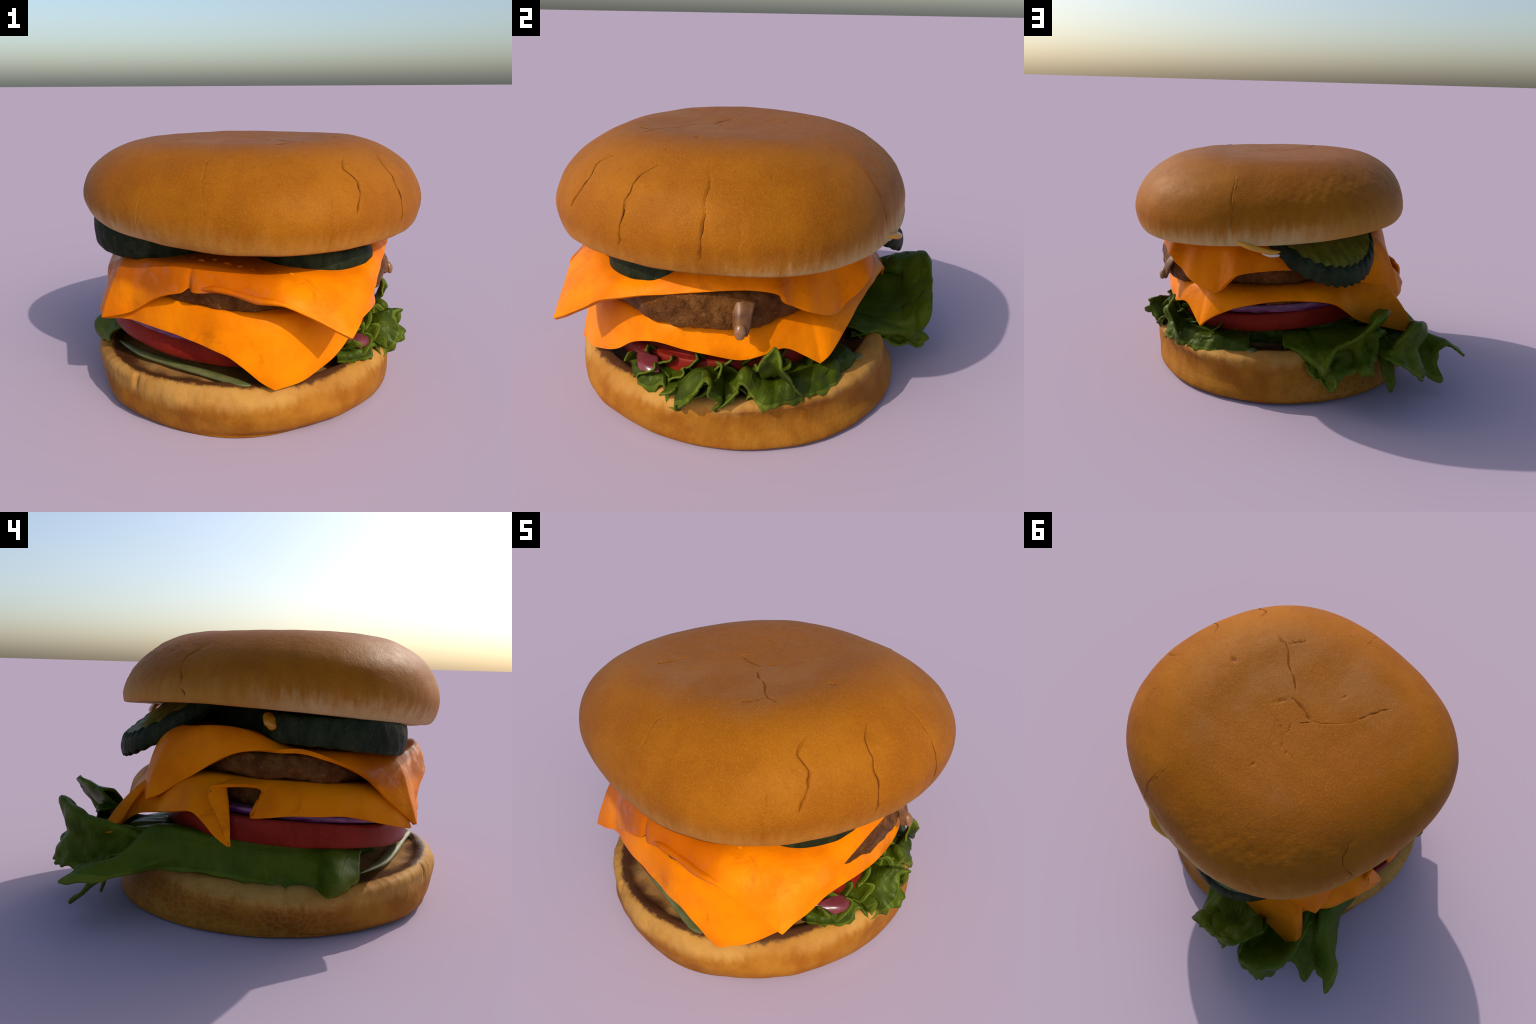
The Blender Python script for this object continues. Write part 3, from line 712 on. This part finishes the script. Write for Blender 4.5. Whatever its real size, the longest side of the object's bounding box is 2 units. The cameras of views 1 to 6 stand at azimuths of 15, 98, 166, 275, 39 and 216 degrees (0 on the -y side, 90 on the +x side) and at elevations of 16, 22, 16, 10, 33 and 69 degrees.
    # inner tiers: tightly curled frills between tomato and rim, folding over themselves
    def frill(a0, a1, rfun, zfun, folds, curl, lift, seed):
        g = np.random.default_rng(seed)
        spokes = []
        n = int(folds * 6)
        for i in range(n + 1):
            t = i / n; a = math.radians(a0 + (a1 - a0) * t)
            ph = 2 * math.pi * folds * t + .8 * math.sin(5 * t + seed)
            k = 1 + .35 * math.sin(ph * .37 + seed)
            r = rfun(math.degrees(a)); z = zfun(math.degrees(a))
            q = lambda rr, zz, sh: (rr * math.cos(a) - sh * math.sin(a), -.15 + rr * math.sin(a) + sh * math.cos(a), zz)
            spokes.append([q(r - .10, .32 + .3 * (z - .32), 0), q(r - .04 + .4 * curl * k * math.cos(ph), .32 + .6 * (z - .32) + .4 * lift * math.sin(ph), .3 * curl * k * math.sin(2 * ph)),
                           q(r + curl * k * math.cos(ph) + g.uniform(-.006, .006), z + lift * k * math.sin(ph) + g.uniform(-.008, .008), .75 * curl * k * math.sin(2 * ph))])
        leaf_from_net("lettuce_leaf", spokes, M["frill"], edge=E, seed=seed, ruffle=.007, freq=45, root_z=.325, per_u=4, per_v=6, thick=.009)
    shrink = lambda a: .16 * max(0, (a - 15) / 50)
    frill(-30, 64, lambda a: .755 - shrink(a), lambda a: .335 + .05 * math.exp(-((a - 14) / 14) ** 2), 8, .042, .045, 95)
    frill(-24, 70, lambda a: .70 - shrink(a), lambda a: .375 + .05 * math.exp(-((a - 18) / 16) ** 2), 9, .038, .046, 96)
    frill(-10, 40, lambda a: .81 - shrink(a), lambda a: .295, 5, .036, .034, 98)
    # tall curled sprig in front of the lower cheese
    leaf_from_net("lettuce_leaf", [
        [(.67, .13, .33), (.745, .13, .40), (.775, .125, .43)],
        [(.67, .16, .35), (.76, .16, .44), (.775, .165, .50)],
        [(.66, .19, .36), (.755, .195, .46), (.745, .205, .54)],
        [(.66, .22, .35), (.77, .225, .42), (.785, .235, .47)],
        [(.65, .25, .33), (.745, .26, .36), (.765, .28, .38)],
        [(.64, .28, .32), (.715, .29, .33), (.73, .32, .29)],
    ], M["frill"], edge=E, seed=97, ruffle=.010, freq=40)
    # lettuce bed under the tomato, closing the stack
    build_disc("lettuce_bed", (-.01, -.11), .60, plane(.225, 0, 0), off(pl_tb, .012), [M["frill"]], (.02, .02, .03, -.02, .02, .01, -.02, .02), .010, 18, .03, 99, 220)
    # the pale midrib of the big leaf, running out under the tomato at the front left
    build_rod("lettuce_rib", [(-.66, -.53, .265), (-.46, -.66, .265), (-.25, -.74, .265), (0, -.82, .265), (.14, -.87, .265), (.22, -.875, .262)], [.014, .026, .028, .028, .028, .016], .55, M["rib"])
    # pale ribs lying on the cut bun
    for p, q, w in [((.28, .56, .265), (.36, .56, .275), .035), ((.66, .20, .262), (.60, .37, .262), .022), ((.705, .06, .262), (.68, .22, .262), .020)]:
        build_rod("lettuce_rib", [p, tuple((np.array(p) + np.array(q)) / 2 + np.array([0, 0, .012])), q], [w * .75, w, w * .6], .5, M["rib"])

# ---- strips and dabs
def build_rod(name, path, widths, flat, mat, NT=20):
    """A blob or strip: an elliptical section swept along a path, closed at both ends."""
    P = catmull(np.array(path, float), 8); W = np.interp(np.linspace(0, 1, len(P)), np.linspace(0, 1, len(widths)), widths)
    T = np.gradient(P, axis=0); T /= np.linalg.norm(T, axis=1, keepdims=True)
    side = np.cross(T, np.array([0, 0, 1.0]) if abs(T[len(T) // 2, 2]) < .8 else np.array([1.0, 0, 0])); side /= np.maximum(np.linalg.norm(side, axis=1, keepdims=True), 1e-6)
    up = np.cross(side, T)
    e = np.sqrt(np.clip(1 - (2 * np.linspace(0, 1, len(P)) - 1) ** 6, 0, 1)) + .02
    a = np.linspace(0, 2 * np.pi, NT, endpoint=False)
    S = P[:, None] + (W * e)[:, None, None] * (side[:, None] * np.cos(a)[None, :, None] + flat * up[:, None] * np.sin(a)[None, :, None])
    S = np.concatenate([np.repeat(P[:1, None], NT, 1), S, np.repeat(P[-1:, None], NT, 1)])
    return mesh_from(name, S.reshape(-1, 3), grid_faces(len(S), NT, True), [mat], None, root)

def build_strip(name, net, mat, thick=.012, ripple=.004, seed=3):
    G = catmull(catmull(np.array(net, float), 6).transpose(1, 0, 2), 6)
    N = grid_normals(G, wrap=False)
    G = G + N * (ripple * wave_noise(G.reshape(-1, 3), 30, seed).reshape(G.shape[:2]))[..., None]
    ob = mesh_from(name, G.reshape(-1, 3), grid_faces(G.shape[0], G.shape[1], False), [mat], None, root)
    so = ob.modifiers.new("thickness", 'SOLIDIFY'); so.thickness = thick; so.offset = 0
    return ob

def build_trimmings():
    # melted, rolled rim of the upper slice at the front, with bubbles set in it
    build_rod("cheese_rim", [(-.04, -.893, .738), (.05, -.902, .748), (.15, -.904, .735), (.25, -.906, .712), (.34, -.905, .708), (.42, -.895, .688)], [.012, .020, .017, .022, .018, .008], .8, M["cheese"])
    g = np.random.default_rng(4)
    for i in range(9):
        t = i / 8; p = np.array([-.14 + .50 * t, -.735 - .03 * math.sin(t * 3) + g.uniform(-.03, .02), 0]); p[2] = float(pl_c1(p[0], p[1])) + .004
        q = p + np.array([g.uniform(.02, .05), g.uniform(-.02, .02), 0]); q[2] = float(pl_c1(q[0], q[1])) + .003
        build_rod("cheese_bubble", [tuple(p), tuple((p + q) / 2 + np.array([0, 0, .003])), tuple(q)], [.008, .012, .007], .6, M["cheese"], 12)
    # bacon end hanging over the upper patty on the right
    build_strip("bacon_strip", [
        [(.62, -.03, .775), (.63, .05, .775), (.64, .13, .770)],
        [(.71, .00, .755), (.72, .05, .755), (.715, .11, .740)],
        [(.755, .015, .70), (.77, .05, .705), (.75, .095, .69)],
        [(.765, .02, .65), (.795, .05, .655), (.765, .09, .65)],
        [(.775, .03, .60), (.815, .05, .615), (.785, .08, .605)],
    ], M["bacon"], .016, .004, 5)
    build_rod("bacon_fat", [(.79, .055, .665), (.805, .055, .63), (.808, .055, .595)], [.018, .026, .018], .7, M["fat"])
    # onion tip showing under the front right of the lower cheese
    build_strip("onion_piece", [
        [(.60, -.50, .372), (.63, -.44, .375), (.65, -.37, .375)],
        [(.66, -.47, .350), (.70, -.42, .358), (.71, -.35, .362)],
        [(.69, -.45, .325), (.728, -.40, .335), (.735, -.34, .345)],
    ], M["dull"], .012, .003, 7)
    # mustard and mayonnaise squeezed out under the top bun
    build_rod("mustard_dab", [(-.60, -.075, 1.0), (-.655, -.10, .965), (-.655, -.115, .93)], [.022, .036, .024], .8, M["mustard"])
    build_rod("mustard_dab", [(.46, .63, .985), (.36, .70, .957), (.26, .70, .930), (.19, .68, .922)], [.012, .022, .022, .010], .7, M["mustard"])
    build_rod("mayonnaise_dab", [(.30, .655, .915), (.25, .665, .905), (.19, .66, .895)], [.010, .022, .012], .7, M["mayo"])

build_top_bun()
build_bottom_bun()
build_fillings()
build_cheeses()
build_lettuce()
build_trimmings()
